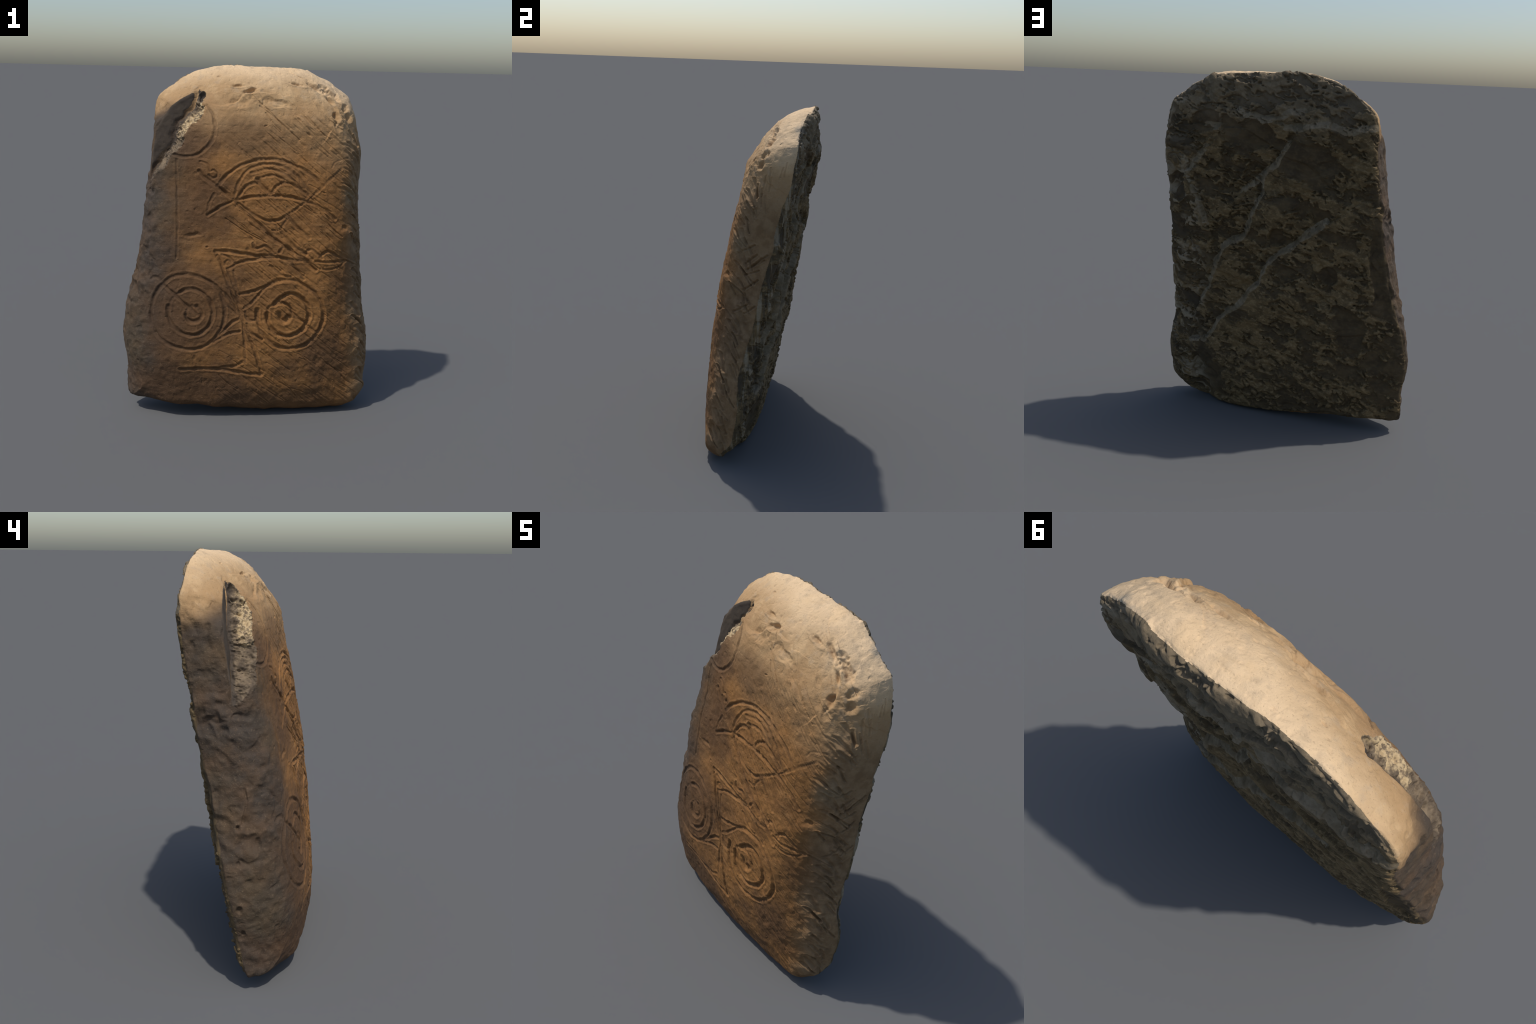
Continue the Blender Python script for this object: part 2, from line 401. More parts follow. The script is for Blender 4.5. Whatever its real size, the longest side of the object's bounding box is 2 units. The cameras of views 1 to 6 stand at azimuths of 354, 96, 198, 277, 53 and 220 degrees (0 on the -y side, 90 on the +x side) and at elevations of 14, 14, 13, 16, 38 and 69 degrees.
carve('double_disc', 'spur', 10, 7,
      (0.140, 0.676), (0.187, 0.682), (0.228, 0.660), (0.246, 0.624), (0.289, 0.582), (0.330, 0.569))
carve('double_disc', 'spur', 9, 7,
      (0.319, 0.561), (0.355, 0.528), (0.391, 0.511), (0.415, 0.531))
carve('double_disc', 'bridge', 9, 7,
      (-0.122, 0.879), (-0.088, 0.899), (-0.036, 0.919), (0.039, 0.932), (0.114, 0.939), (0.183, 0.934), (0.230, 0.911), (0.266, 0.869), (0.305, 0.814))
carve('double_disc', 'bridge', 9, 7,
      (-0.058, 0.735), (-0.001, 0.745), (0.057, 0.765), (0.107, 0.784))
carve('double_disc', 'bridge', 9, 7,
      (-0.168, 0.509), (-0.133, 0.549), (-0.098, 0.577), (-0.062, 0.594))
carve('double_disc', 'bridge', 8, 6,
      (-0.208, 0.463), (-0.162, 0.492), (-0.116, 0.515), (-0.062, 0.523))
carve('double_disc', 'bridge', 8, 6,
      (-0.196, 0.783), (-0.162, 0.754), (-0.122, 0.715), (-0.087, 0.657), (-0.057, 0.616))
carve('double_disc', 'bridge', 7, 4,
      (-0.162, 0.715), (-0.127, 0.669), (-0.075, 0.620))
carve('double_disc', 'bridge', 8, 6,
      (-0.041, 0.650), (-0.000, 0.679), (0.040, 0.719), (0.072, 0.757), (0.107, 0.784))
carve('double_disc', 'bridge', 9, 7,
      (-0.020, 0.568), (0.000, 0.522), (0.071, 0.475))
carve('double_disc', 'bridge', 8, 5,
      (-0.029, 0.634), (-0.011, 0.588), (0.032, 0.584))
carve('double_disc', 'bridge', 8, 6,
      (0.114, 0.892), (0.149, 0.864), (0.185, 0.838), (0.231, 0.829))
carve('ring', 'mirror ring', 9, 6,
      (-0.238, 1.761), (-0.214, 1.728), (-0.199, 1.684), (-0.198, 1.633), (-0.215, 1.579), (-0.249, 1.535), (-0.299, 1.502), (-0.355, 1.489), (-0.410, 1.494), (-0.455, 1.507))
carve('ring', 'faint guide line', 7, 3,
      (-0.413, 1.472), (-0.410, 1.284), (-0.409, 1.118), (-0.414, 0.934))

MOTIFS = ['crescent', 'v_rod', 'leaf_motif', 'z_rod', 'double_disc', 'ring']

def groove(X, Z, path, hw):
    """Distance profile of a stroke, evaluated only where it can matter."""
    d = np.full(len(X), 9.0)
    lo, hi = path.min(0) - hw * 1.3, path.max(0) + hw * 1.3
    k = np.nonzero((X > lo[0]) & (X < hi[0]) & (Z > lo[1]) & (Z < hi[1]))[0]
    if len(k):
        d[k] = polyline_dist(X[k], Z[k], path)
    return d

def side_of(X, Z, L):
    """Distance to a polyline, signed (+ on its right hand walking along it)."""
    L = np.array(L, float)
    best = np.full(X.shape, 1e9); sgn = np.zeros(X.shape)
    for (x0, z0), (x1, z1) in zip(L[:-1], L[1:]):
        ex, ez = x1 - x0, z1 - z0
        t = np.clip(((X - x0) * ex + (Z - z0) * ez) / (ex * ex + ez * ez), 0, 1)
        d = np.hypot(X - x0 - t * ex, Z - z0 - t * ez)
        s = np.sign((X - x0) * ez - (Z - z0) * ex)
        m = d < best
        best = np.where(m, d, best); sgn = np.where(m, s, sgn)
    return best, sgn

# ledges of the split rear face: lower layer steps out below each line
LEDGES = [
    (.026, .12, [(-.022, 1.719), (-.097, 1.704), (-.178, 1.716), (-.244, 1.739), (-.31, 1.724), (-.389, 1.703), (-.453, 1.72), (-.56, 1.735)]),
    (.022, .10, [(.205, 1.777), (.122, 1.756), (.06, 1.74), (-.002, 1.75), (-.071, 1.78), (-.138, 1.796)]),
    (.044, .08, [(-.07, 1.624), (-.028, 1.569), (.001, 1.513), (.065, 1.467), (.088, 1.411), (.112, 1.311), (.158, 1.207), (.206, 1.1), (.245, 1.066), (.33, 1.019), (.381, .915), (.418, .801), (.498, .655)]),
    (.050, .09, [(-.277, 1.222), (-.208, 1.173), (-.137, 1.115), (-.065, 1.057), (.008, 1.004), (.068, .937), (.115, .84), (.179, .755), (.243, .683), (.357, .586), (.409, .497), (.47, .429), (.562, .406)]),
    (.028, .07, [(.417, 1.571), (.488, 1.49), (.546, 1.422)]),
    (.014, .06, [(-.179, 1.338), (-.095, 1.316), (-.011, 1.336)]),
    (.024, .08, [(.072, 1.474), (.131, 1.407), (.22, 1.343)]),
    (.012, .08, [(-.545, 1.304), (-.438, 1.321), (-.356, 1.374)]),
    (.022, .08, [(.323, 1.685), (.41, 1.687)]),
    (.026, .08, [(.533, 1.611), (.64, 1.612)]),
    (.026, .09, [(.439, 1.149), (.479, 1.263), (.52, 1.346)]),
]
SMOOTH_SCARS = [((-.17, 1.53), (.15, .13)), ((.13, 1.66), (.10, .09)), ((-.43, .62), (.09, .15)), ((-.585, 1.0), (.06, .28)),
                ((.48, .22), (.11, .17)), ((.0, 1.11), (.06, .05)), ((-.30, .93), (.06, .05)), ((.40, 1.72), (.10, .05)),
                ((.25, 1.70), (.07, .05)), ((.60, 1.35), (.05, .1))]

def rear_relief(P):
    x, y, z = P.T
    W = P + .03 * np.stack([perlin(P, 5, 3), 0 * x, perlin(P, 5, 4)], -1)
    flat = np.zeros(len(x))
    for (cx, cz), (rx, rz) in SMOOTH_SCARS:
        q = np.hypot((W[:, 0] - cx) / rx, (W[:, 2] - cz) / rz) + .35 * perlin(P, 9, 5)
        flat = np.maximum(flat, 1 - sstep(.75, 1.05, q))
    big = fbm(W, (4.2, 4.2, 5.5), 2, 7)
    stairs = big * 3.0
    fl = np.floor(stairs); fr = stairs - fl
    stepped = (fl + sstep(.30, .70, fr)) / 3.0
    skew = np.stack([x * .94 + z * .34, y, z * .94 - x * .34], -1)        # clumps drift down to one side
    skew = skew + .016 * perlin(P, 13, 6)[:, None]
    calm = perlin(P, 2.7, 27)
    mid = perlin(skew, (17, 20, 32), 21)
    small = perlin(skew, (38, 40, 62), 22)
    # tan crust still clings to the bed in ragged clumps; the bare bed between is smooth
    tiny = perlin(skew, (75, 75, 110), 24)
    crust = perlin(skew, (7, 8, 13), 12) + .62 * mid + .55 * small + .32 * tiny + .35 * calm + .10 - 1.3 * flat
    crust -= .35 * sstep(-.50, -.60, x) + .5 * sstep(.14, .05, z) * sstep(.2, -.2, x)
    cl = sstep(-.14, .20, crust)
    cleave = (x * .55 - z * .84) * 5.2 + 1.1 * perlin(P, 2.6, 29)
    cf = np.floor(cleave); cr = cleave - cf
    tilt = .016 * (cr - .5) * (1 - sstep(.86, 1.0, cr) * 2) * sstep(-.4, .4, perlin(P, 3.3, 30))
    d = tilt + .020 * stepped + .012 * perlin(skew, (4.6, 5, 7), 26) + .015 * (cl - .5)
    d += cl * (.0060 * mid + .0040 * small + .0013 * perlin(P, 75, 25)) + (1 - cl) * .0026 * perlin(P, 24, 28)
    d -= .010 * flat + .005
    strip = np.zeros(len(x))
    for amp, reach, L in LEDGES:
        L = spline(L, 4)
        lo, hi = L.min(0) - .3, L.max(0) + .3
        k = np.nonzero((x > lo[0]) & (x < hi[0]) & (z > lo[1]) & (z < hi[1]))[0]
        wx = x[k] + .012 * perlin(P[k], 16, 31); wz = z[k] + .012 * perlin(P[k], 16, 32)
        q, s = side_of(wx, wz, L)
        # walking the line leftwards (towards -x) keeps the lower layer on a fixed hand
        low = s * (-1 if L[-1][0] < L[0][0] else 1)
        e0 = np.hypot(wx - L[0][0], wz - L[0][1]); e1 = np.hypot(wx - L[-1][0], wz - L[-1][1])
        end = sstep(0, .05, np.minimum(e0, e1) + .02)
        sd = q * low
        up = sstep(-.024, .010, sd)
        ragged = 1.05 + .55 * perlin(P[k], 22, 35) + .45 * perlin(P[k], 60, 36)
        strip[k] = np.maximum(strip[k], (amp > .016) * end * sstep(.024, .010, np.abs(sd + .006)) * ragged)
        d[k] += end * amp * (.55 * up * np.exp(-np.maximum(sd, 0) / reach) - .45 * (1 - up) * np.exp(-np.maximum(-sd, 0) / reach))
    return d, crust, strip

# broken folds running under the crown: (rise of the lower side, reach, line on the face)
FOLDS = [
    (.011, .06, [(-.219, 1.778), (-.141, 1.764), (-.085, 1.787), (-.039, 1.82), (.029, 1.835), (.103, 1.839), (.165, 1.835)]),
    (.010, .06, [(.073, 1.806), (.1, 1.775), (.139, 1.764), (.196, 1.76), (.274, 1.712), (.365, 1.659)]),
    (-.014, .06, [(.327, 1.914), (.383, 1.882), (.428, 1.85), (.475, 1.811), (.501, 1.745), (.51, 1.701), (.474, 1.653)]),
    (-.010, .05, [(.541, 1.794), (.562, 1.744), (.59, 1.7), (.614, 1.666)]),
    (.006, .05, [(-.256, 1.859), (-.194, 1.876), (-.11, 1.873), (-.053, 1.877)]),
    (.006, .05, [(-.218, 1.822), (-.178, 1.839), (-.139, 1.856)]),
]

# scratches and pits: seeded, all running the way the sandstone is laid
def make_scratches():
    r = np.random.default_rng(5)
    out = []
    for i in range(120):
        if i < 64:
            cx, cz = r.uniform(-.05, .5), r.uniform(1.05, 1.84)
        elif i < 100:
            cx, cz = r.uniform(-.15, .6), r.uniform(.12, .95)
        else:
            cx, cz = r.uniform(.1, .55), r.uniform(.1, .4)
        a = np.radians(r.normal(-40, 6)); l = r.uniform(.03, .13) * (1.4 if i < 18 else .8)
        b = r.normal(0, .004)
        out.append((r.uniform(.003, .0065), r.uniform(.0018, .0046) * (1.25 if i < 18 else .85),
                    spline([(cx - l * np.cos(a), cz - l * np.sin(a)), (cx + b, cz + b), (cx + l * np.cos(a), cz + l * np.sin(a))], 5)))
    return out

# hollows along the shoulder of the crown: centre (x, z), half sizes along/across, tilt, depth
HOLLOWS = [((-.166, 1.930), (.014, .006), 0, .006), ((-.067, 1.880), (.045, .014), -8, .015), ((-.001, 1.853), (.052, .019), 8, .024),
           ((.276, 1.898), (.055, .015), -12, .017), ((.399, 1.872), (.068, .016), -28, .020), ((.475, 1.846), (.072, .025), -35, .028),
           ((.496, 1.724), (.020, .027), 10, .020), ((.558, 1.765), (.022, .028), 30, .016), ((.577, 1.715), (.018, .028), 20, .016),
           ((.470, 1.81), (.035, .012), -45, .014), ((.086, 1.664), (.014, .005), 20, .005), ((.329, 1.621), (.022, .006), -40, .006),
           ((.274, 1.702), (.022, .005), -45, .006), ((-.05, 1.79), (.08, .028), 10, .010), ((.14, 1.80), (.085, .018), -12, .010),
           ((.40, 1.77), (.03, .012), -40, .006), ((.50, 1.67), (.02, .04), 15, .008), ((-.245, .995), (.010, .007), 0, .006),
           ((-.30, 1.20), (.03, .016), 0, .005), ((-.33, 1.06), (.045, .012), 5, .007), ((-.16, 1.31), (.05, .02), -35, .006),
           ((.40, .335), (.03, .03), 0, .007), ((.42, 1.30), (.016, .008), -20, .006), ((.55, 1.1), (.02, .015), 0, .006)]

def make_tooling():
    """Pick marks slanting across the dressed edge, in (depth behind the face, height)."""
    r = np.random.default_rng(8)
    out = []
    for i in range(64):
        z = .12 + 1.5 * (i + r.uniform(-.6, .6)) / 64
        s = r.uniform(.03, .10) - .02 * (z > 1.2)
        l = r.uniform(.025, .055)
        a = np.radians(r.normal(-62, 8))
        out.append((r.uniform(.004, .009), r.uniform(.005, .011), s, z, l, a))
    for i in range(9):
        z = r.uniform(.85, 1.32)
        out.append((.006, .008, r.uniform(.06, .13), z, r.uniform(.03, .05), np.radians(r.normal(48, 8))))
    for i in range(12):
        z = r.uniform(1.45, 1.72)
        out.append((r.uniform(.004, .006), .004, r.uniform(.06, .13), z, r.uniform(.02, .05), np.radians(r.normal(-66, 6))))
    return out

def components(P):
    x, y, z = P.T
    yf, nf, yb, nb, sd, nt = MAPS.get(('front', 'front_n', 'rear', 'rear_n', 'side', 'notch'), x, z)
    front = (yf - y) * nf
    rear = (y - yb) * nb
    r = sstep(-.1, .3, x)
    yc = notch_plane(z)
    cut = np.maximum(y - yc, (nt - (.16 + .32 * sstep(1.46, 1.62, z)) * (yc - y)) * .88)
    return front, sd, rear, cut, yf, nt, yc

def relief(P, N):
    """Outward displacement of every vertex plus the labels used to part the mesh."""
    x, y, z = P.T
    n = len(x)
    front, side, rear, cut, yf, nt, yc = components(P)
    w_rear = sstep(-.026, -.010, rear + .006 * perlin(P, 9, 40) + .003 * perlin(P, 24, 40))
    w_cut = sstep(.012, -.006, cut) * (cut > -.05) * (1 - w_rear) * (np.abs(cut) < .02)
    body_w = 1 - np.maximum(w_rear, w_cut)
    crown = sstep(.35, .7, N[:, 2])
    face = sstep(.55, .85, -N[:, 1] * .97 + N[:, 2] * .22) * body_w * (1 - crown)
    left = sstep(.35, .75, -N[:, 0]) * body_w
    right = sstep(.25, .6, N[:, 0]) * body_w
    under = sstep(.2, .7, -N[:, 2]) * body_w
    d = np.zeros(n)

    def on(w, fn):
        """Evaluate a noise only where its weight counts."""
        k = np.nonzero(w > .004)[0]
        if len(k):
            d[k] += w[k] * fn(P[k], k)

    # skin shared by all weathered sides
    on(body_w, lambda p, k: .0055 * fbm(p, 4, 2, 50) + .0022 * fbm(p, 13, 2, 52) + .0007 * perlin(p, 44, 54)
       - sstep(.42, .75, perlin(p, 34, 55)) * .0022 - sstep(.45, .8, perlin(p, 62, 56)) * .0014)
    # grain lines slanting down to the right of the face
    a = np.radians(-40)
    ca, sa = np.cos(a), np.sin(a)
    def grain(p, k):
        G = np.stack([p[:, 0] * ca + p[:, 2] * sa, p[:, 1], -p[:, 0] * sa + p[:, 2] * ca], -1)
        lines = perlin(G, (5, 5, 62), 60) + .75 * perlin(G, (11, 11, 115), 61) + .5 * perlin(p, (16, 16, 16), 59)
        gm = sstep(-.35, .15, p[:, 0] + .12 * perlin(p, 4, 62)) * sstep(-.35, .25, perlin(p, 3.2, 63) + .2)
        return gm * (-.0042 * sstep(.05, .75, lines) + .0022 * perlin(G, (7, 7, 34), 64)) + .0026 * perlin(p, (20, 20, 26), 65) + .0014 * perlin(p, 46, 58)
    on(face, grain)
    for hw, dep, path in make_scratches():
        q = groove(x, z, path, hw)
        k = np.nonzero(q < hw)[0]
        d[k] -= (face[k] + .4 * crown[k]) * dep * (1 - (q[k] / hw) ** 2) ** 2
    # crown: coarse pocked skin
    on(crown * body_w, lambda p, k: .0016 * fbm(p, 30, 2, 66) - .0020 * sstep(.3, .7, perlin(p, 40, 67)) + .004 * fbm(p, (9, 9, 12), 2, 69))
    for (cx, cz), (ra, rb), tilt, dep in HOLLOWS:
        k = np.nonzero((np.abs(x - cx) < .12) & (np.abs(z - cz) < .12) & (body_w > .01) & (N[:, 1] < .3))[0]
        if not len(k):
            continue
        cy = front_y(np.array([cx]), np.array([cz]))[0]
        t = np.radians(tilt)
        vx = x[k] - cx; vz = (z[k] - cz); vy = y[k] - cy
        vs = vz * .7 + vy * .7 if cz > 1.8 else vz                     # measure up the curving shoulder
        u = vx * np.cos(t) + vs * np.sin(t); v = -vx * np.sin(t) + vs * np.cos(t)
        q = np.hypot(u / ra, v / rb) + .42 * perlin(P[k], 22, 68) + .22 * perlin(P[k], 60, 68)
        bowl = 1 - sstep(.2, 1.15, q)
        lip = np.exp(-((q - 1.45) / .35) ** 2) * (v < 0)
        d[k] += body_w[k] * dep * (.2 * lip - bowl)
    for amp, reach, L in FOLDS:
        L = spline(L, 4)
        lo, hi = L.min(0) - .14, L.max(0) + .14
        k = np.nonzero((x > lo[0]) & (x < hi[0]) & (z > lo[1]) & (z < hi[1]) & (body_w > .01) & (N[:, 1] < .3))[0]
        q, sg = side_of(x[k] + .010 * perlin(P[k], 18, 33), z[k] + .010 * perlin(P[k], 18, 34), L)
        e0 = np.hypot(x[k] - L[0][0], z[k] - L[0][1]); e1 = np.hypot(x[k] - L[-1][0], z[k] - L[-1][1])
        sd = q * sg
        up = sstep(-.009, .005, sd)
        d[k] += body_w[k] * sstep(0, .05, np.minimum(e0, e1)) * amp * (.7 * up * np.exp(-np.maximum(sd, 0) / reach)
                                                                      - .5 * (1 - up) * np.exp(-np.maximum(-sd, 0) / (.5 * reach)))

    # dented flank: uneven, smooth-edged dents
    def dents(p, k):
        vary = .6 + .75 * sstep(-.35, .45, perlin(p, 3.6, 76))
        w = p + .010 * perlin(p, 20, 70)[:, None]
        lump = perlin(w, (13, 13, 11), 71) + .6 * perlin(w, (25, 25, 22), 72)
        dim = sstep(.12, .6, perlin(w, (19, 19, 17), 73))
        return (vary * (.0120 * lump - .0075 * dim) + .0018 * perlin(p, 50, 74)) * (1 - .7 * sstep(1.70, 1.85, p[:, 2]))
    on(left, dents)
    for cy, cz, rr, dep in ((-.02, .435, .016, .014), (-.035, .31, .013, .012), (.0, .80, .010, .012), (-.01, .64, .012, .009), (.15, 1.66, .02, .008), (.01, .2, .016, .008)):
        k = np.nonzero((np.abs(y - cy) < .05) & (np.abs(z - cz) < .05) & (left > .01))[0]
        q = np.hypot(y[k] - cy, (z[k] - cz) * .8) / rr
        d[k] -= left[k] * dep * (1 - sstep(.2, 1.1, q + .3 * perlin(P[k], 40, 75)))
    crackline = np.abs(y - (-.03 + .006 * np.sin(z * 40)))
    d -= left * .007 * (1 - sstep(.002, .009, crackline)) * sstep(.80, .83, z) * sstep(1.0, .95, z)
    # dressed flank: pick marks, rubbed hollows and chips
    s = y - yf
    on(right, lambda p, k: (.0065 * fbm(p, (12, 14, 12), 2, 80) + .0022 * perlin(p, 40, 83)) * (1 - .55 * sstep(1.2, 1.4, p[:, 2]))
       - sstep(.6, .2, p[:, 2]) * .012 * sstep(.15, .5, perlin(p, (9, 12, 7), 84)))
    d -= right * .016 * np.exp(-((z - 1.0) / .05) ** 2 - ((s - .055) / .03) ** 2)
    d -= right * .014 * np.exp(-((z - 1.42) / .05) ** 2 - ((s - .05) / .03) ** 2)
    d += right * .010 * np.exp(-((z - 1.06) / .04) ** 2 - ((s - .0) / .04) ** 2)
    for hw, dep, cs, cz, l, ang in make_tooling():
        k = np.nonzero((np.abs(z - cz) < l + .02) & (np.abs(s - cs) < l + .02) & (right > .01))[0]
        if len(k):
            e = np.array([np.cos(ang), np.sin(ang)]) * l
            q = polyline_dist(s[k] + .003 * perlin(P[k], 20, 81), z[k], np.array([(cs - e[0], cz - e[1]), (cs + e[0], cz + e[1])]))
            t = np.clip(q / hw, 0, 1)
            d[k] -= right[k] * dep * ((1 - t * t) ** 2 - .25 * np.exp(-((q - hw * 1.5) / (hw * .5)) ** 2))

    # carved strokes
    motif = np.full(n, -1, np.int8); deepest = np.zeros(n); total = np.zeros(n); lipped = np.zeros(n)
    fw = sstep(.35, .65, -N[:, 1]) * body_w
    kf = np.nonzero(fw > .004)[0]
    wx = np.full(n, 9.0); wz = np.full(n, 9.0); worn = np.ones(n)
    wx[kf] = x[kf] + .0032 * perlin(P[kf], 30, 91); wz[kf] = z[kf] + .0032 * perlin(P[kf], 30, 92)
    worn[kf] = np.clip(.85 + .7 * perlin(P[kf], 14, 90), .35, 1.2)
    wide = np.ones(n); wide[kf] = np.clip(1 + .45 * perlin(P[kf], 21, 93), .7, 1.35)
    for name, hw, dep, path in STROKES:
        q = groove(wx, wz, path, hw * 1.9)
        k = np.nonzero(q < hw * 1.9)[0]
        t = np.clip(q[k] / (hw * wide[k]), 0, 1)
        g = dep * (1 - t * t) ** 1.5
        total[k] = np.maximum(total[k], g)
        lipped[k] = np.maximum(lipped[k], .17 * dep * np.exp(-((q[k] - hw * 1.35) / (hw * .35)) ** 2))
        m = (dep > .002) & (g > .42 * dep) & (g > deepest[k]) & (fw[k] > .5)
        motif[k[m]] = MOTIFS.index(name); deepest[k[m]] = g[m]
    d += fw * (lipped - total * worn)

    # split rear
    kr = np.nonzero(w_rear > .004)[0]
    p = P[kr]
    rr, crust, strip = rear_relief(p)
    depth_in = p[:, 1] - .178 * p[:, 2]
    strata = perlin(np.stack([p[:, 0] * 3, depth_in * 55, p[:, 2] * 2.5], -1), 1, 95) * .008 + perlin(np.stack([p[:, 0] * 8, depth_in * 90, p[:, 2] * 7], -1), 1, 96) * .004
    rim = sstep(-.004, -.065, side[kr])
    cap = .010 - .006 * sstep(.05, .3, p[:, 0]) * sstep(1.0, .8, p[:, 2])     # keep lumps from standing out of the slab
    rr = np.where(rr > cap, cap + (rr - cap) * .45, rr)
    rr = np.where(rr > 0, rr * (.15 + .85 * rim), rr * (.4 + .6 * rim))
    d[kr] += w_rear[kr] * (rr + strata * sstep(.30, .42, p[:, 0]) * (.4 + .6 * rim))
    # torn corner
    kc = np.nonzero(w_cut > .004)[0]
    p = P[kc]
    torn = fbm(p + .01 * perlin(p, 18, 97)[:, None], (24, 24, 34), 3, 98, .6)
    deep = sstep(-.004, .012, (nt[kc] - (.16 + .32 * sstep(1.46, 1.62, p[:, 2])) * (yc[kc] - p[:, 1])) - (p[:, 1] - yc[kc]))     # wall rather than floor of the break
    d[kc] += w_cut[kc] * (.019 * torn * deep + (.004 * fbm(p, 18, 2, 99)) * (1 - deep))
    # foot
    on(under, lambda p, k: .003 * fbm(p, 9, 3, 101))
    on(body_w * sstep(.16, .04, z), lambda p, k: .005 * fbm(p, 8, 2, 103))

    # labels: which named part each vertex belongs to
    lab = np.zeros(n, np.int8)
    lab[(N[:, 2] > .52) & (z > 1.6)] = 1                                # crown
    lab[(N[:, 0] < -.62)] = 2
    lab[(N[:, 0] > .60)] = 3
    lab[(N[:, 2] < -.6) & (z < .2)] = 4
    lab[w_rear > .5] = 5
    lab[kr[(crust > -.16) & (w_rear[kr] > .5)]] = 7
    lab[kr[(crust > .12) & (w_rear[kr] > .5)]] = 8
    lab[kr[(strip > .55) & (w_rear[kr] > .5)]] = 9
    lab[np.sqrt(((x + .268) / .9) ** 2 + (y - .080) ** 2 + ((z - 1.812) / 1.5) ** 2) < .029] = 6
    lab[(w_cut > .5)] = 6
    return d, lab, motif

# === BLENDER ===
import bpy

def build_surface():
    V, Q = surface_nets(.0108, LO, HI)
    V = project(V, 2)
    V, Q = subdivide(V, Q)
    V, Q = subdivide(V, Q)
    V = project(V, 1)
    N = vertex_normals(V, Q)
    d, lab, motif = relief(V, N)
    V = V + N * d[:, None]
    V[:, 2] -= V[:, 2].min()
    return V, Q, vertex_normals(V, Q), lab, motif

# --------------------------------------------------------------- materials
class Graph:
    def __init__(self, name):
        self.m = bpy.data.materials.new(name)
        self.m.use_nodes = True
        self.t = self.m.node_tree
        self.t.nodes.clear()
        self.co = self.new('ShaderNodeTexCoord').outputs['Object']
    def new(self, kind, **kw):
        n = self.t.nodes.new(kind)
        for k, v in kw.items():
            setattr(n, k, v)
        return n
    def link(self, a, b):
        self.t.links.new(a, b)
    def put(self, sock, v):
        if isinstance(v, bpy.types.NodeSocket):
            self.link(v, sock)
        else:
            sock.default_value = v
    def math(self, op, a, b=0.0, clamp=False):
        n = self.new('ShaderNodeMath', operation=op, use_clamp=clamp)
        self.put(n.inputs[0], a); self.put(n.inputs[1], b)
        return n.outputs[0]
    def mapped(self, scale=(1, 1, 1), rot=(0, 0, 0), loc=(0, 0, 0)):
        n = self.new('ShaderNodeMapping')
        n.inputs['Scale'].default_value = scale
        n.inputs['Rotation'].default_value = rot
        n.inputs['Location'].default_value = loc
        self.link(self.co, n.inputs['Vector'])
        return n.outputs[0]
    def noise(self, scale, detail=4, rough=.55, vec=None, dist=0.0):
        n = self.new('ShaderNodeTexNoise')
        self.put(n.inputs['Vector'], vec or self.co)
        n.inputs['Scale'].default_value = scale
        n.inputs['Detail'].default_value = detail
        n.inputs['Roughness'].default_value = rough
        n.inputs['Distortion'].default_value = dist
        return n.outputs['Fac']
    def step(self, v, lo, hi):
        n = self.new('ShaderNodeMapRange', interpolation_type='SMOOTHSTEP')
        self.put(n.inputs['Value'], v)
        n.inputs['From Min'].default_value = lo
        n.inputs['From Max'].default_value = hi
        return n.outputs[0]
    def mix(self, f, a, b, mode='MIX'):
        n = self.new('ShaderNodeMix', data_type='RGBA', blend_type=mode)
        self.put(n.inputs[0], f)
        for s, v in ((n.inputs[6], a), (n.inputs[7], b)):
            self.put(s, v if isinstance(v, bpy.types.NodeSocket) else (*v, 1))
        return n.outputs[2]
    def xyz(self):
        n = self.new('ShaderNodeSeparateXYZ')
        self.link(self.co, n.inputs[0])
        return n.outputs
    def spot(self, centre, radius, wobble):
        """Soft patch round a point; `wobble` is a noise socket that ragged its rim."""
        d = self.new('ShaderNodeVectorMath', operation='SUBTRACT')
        self.link(self.co, d.inputs[0]); d.inputs[1].default_value = centre
        s = self.new('ShaderNodeVectorMath', operation='DIVIDE')
        self.link(d.outputs[0], s.inputs[0]); s.inputs[1].default_value = radius
        l = self.new('ShaderNodeVectorMath', operation='LENGTH')
        self.link(s.outputs[0], l.inputs[0])
        v = self.math('ADD', l.outputs['Value'], self.math('MULTIPLY', self.math('SUBTRACT', wobble, .5), 1.6))
        return self.step(v, 1.3, .4)
    def finish(self, colour, rough, bump, strength, dist):
        b = self.new('ShaderNodeBsdfPrincipled')
        self.put(b.inputs['Base Color'], colour)
        self.put(b.inputs['Roughness'], rough)
        b.inputs['Specular IOR Level'].default_value = .22
        n = self.new('ShaderNodeBump')
        n.inputs['Strength'].default_value = strength
        n.inputs['Distance'].default_value = dist
        self.link(bump, n.inputs['Height'])
        self.link(n.outputs[0], b.inputs['Normal'])
        o = self.new('ShaderNodeOutputMaterial')
        self.link(b.outputs[0], o.inputs['Surface'])
        return self.m

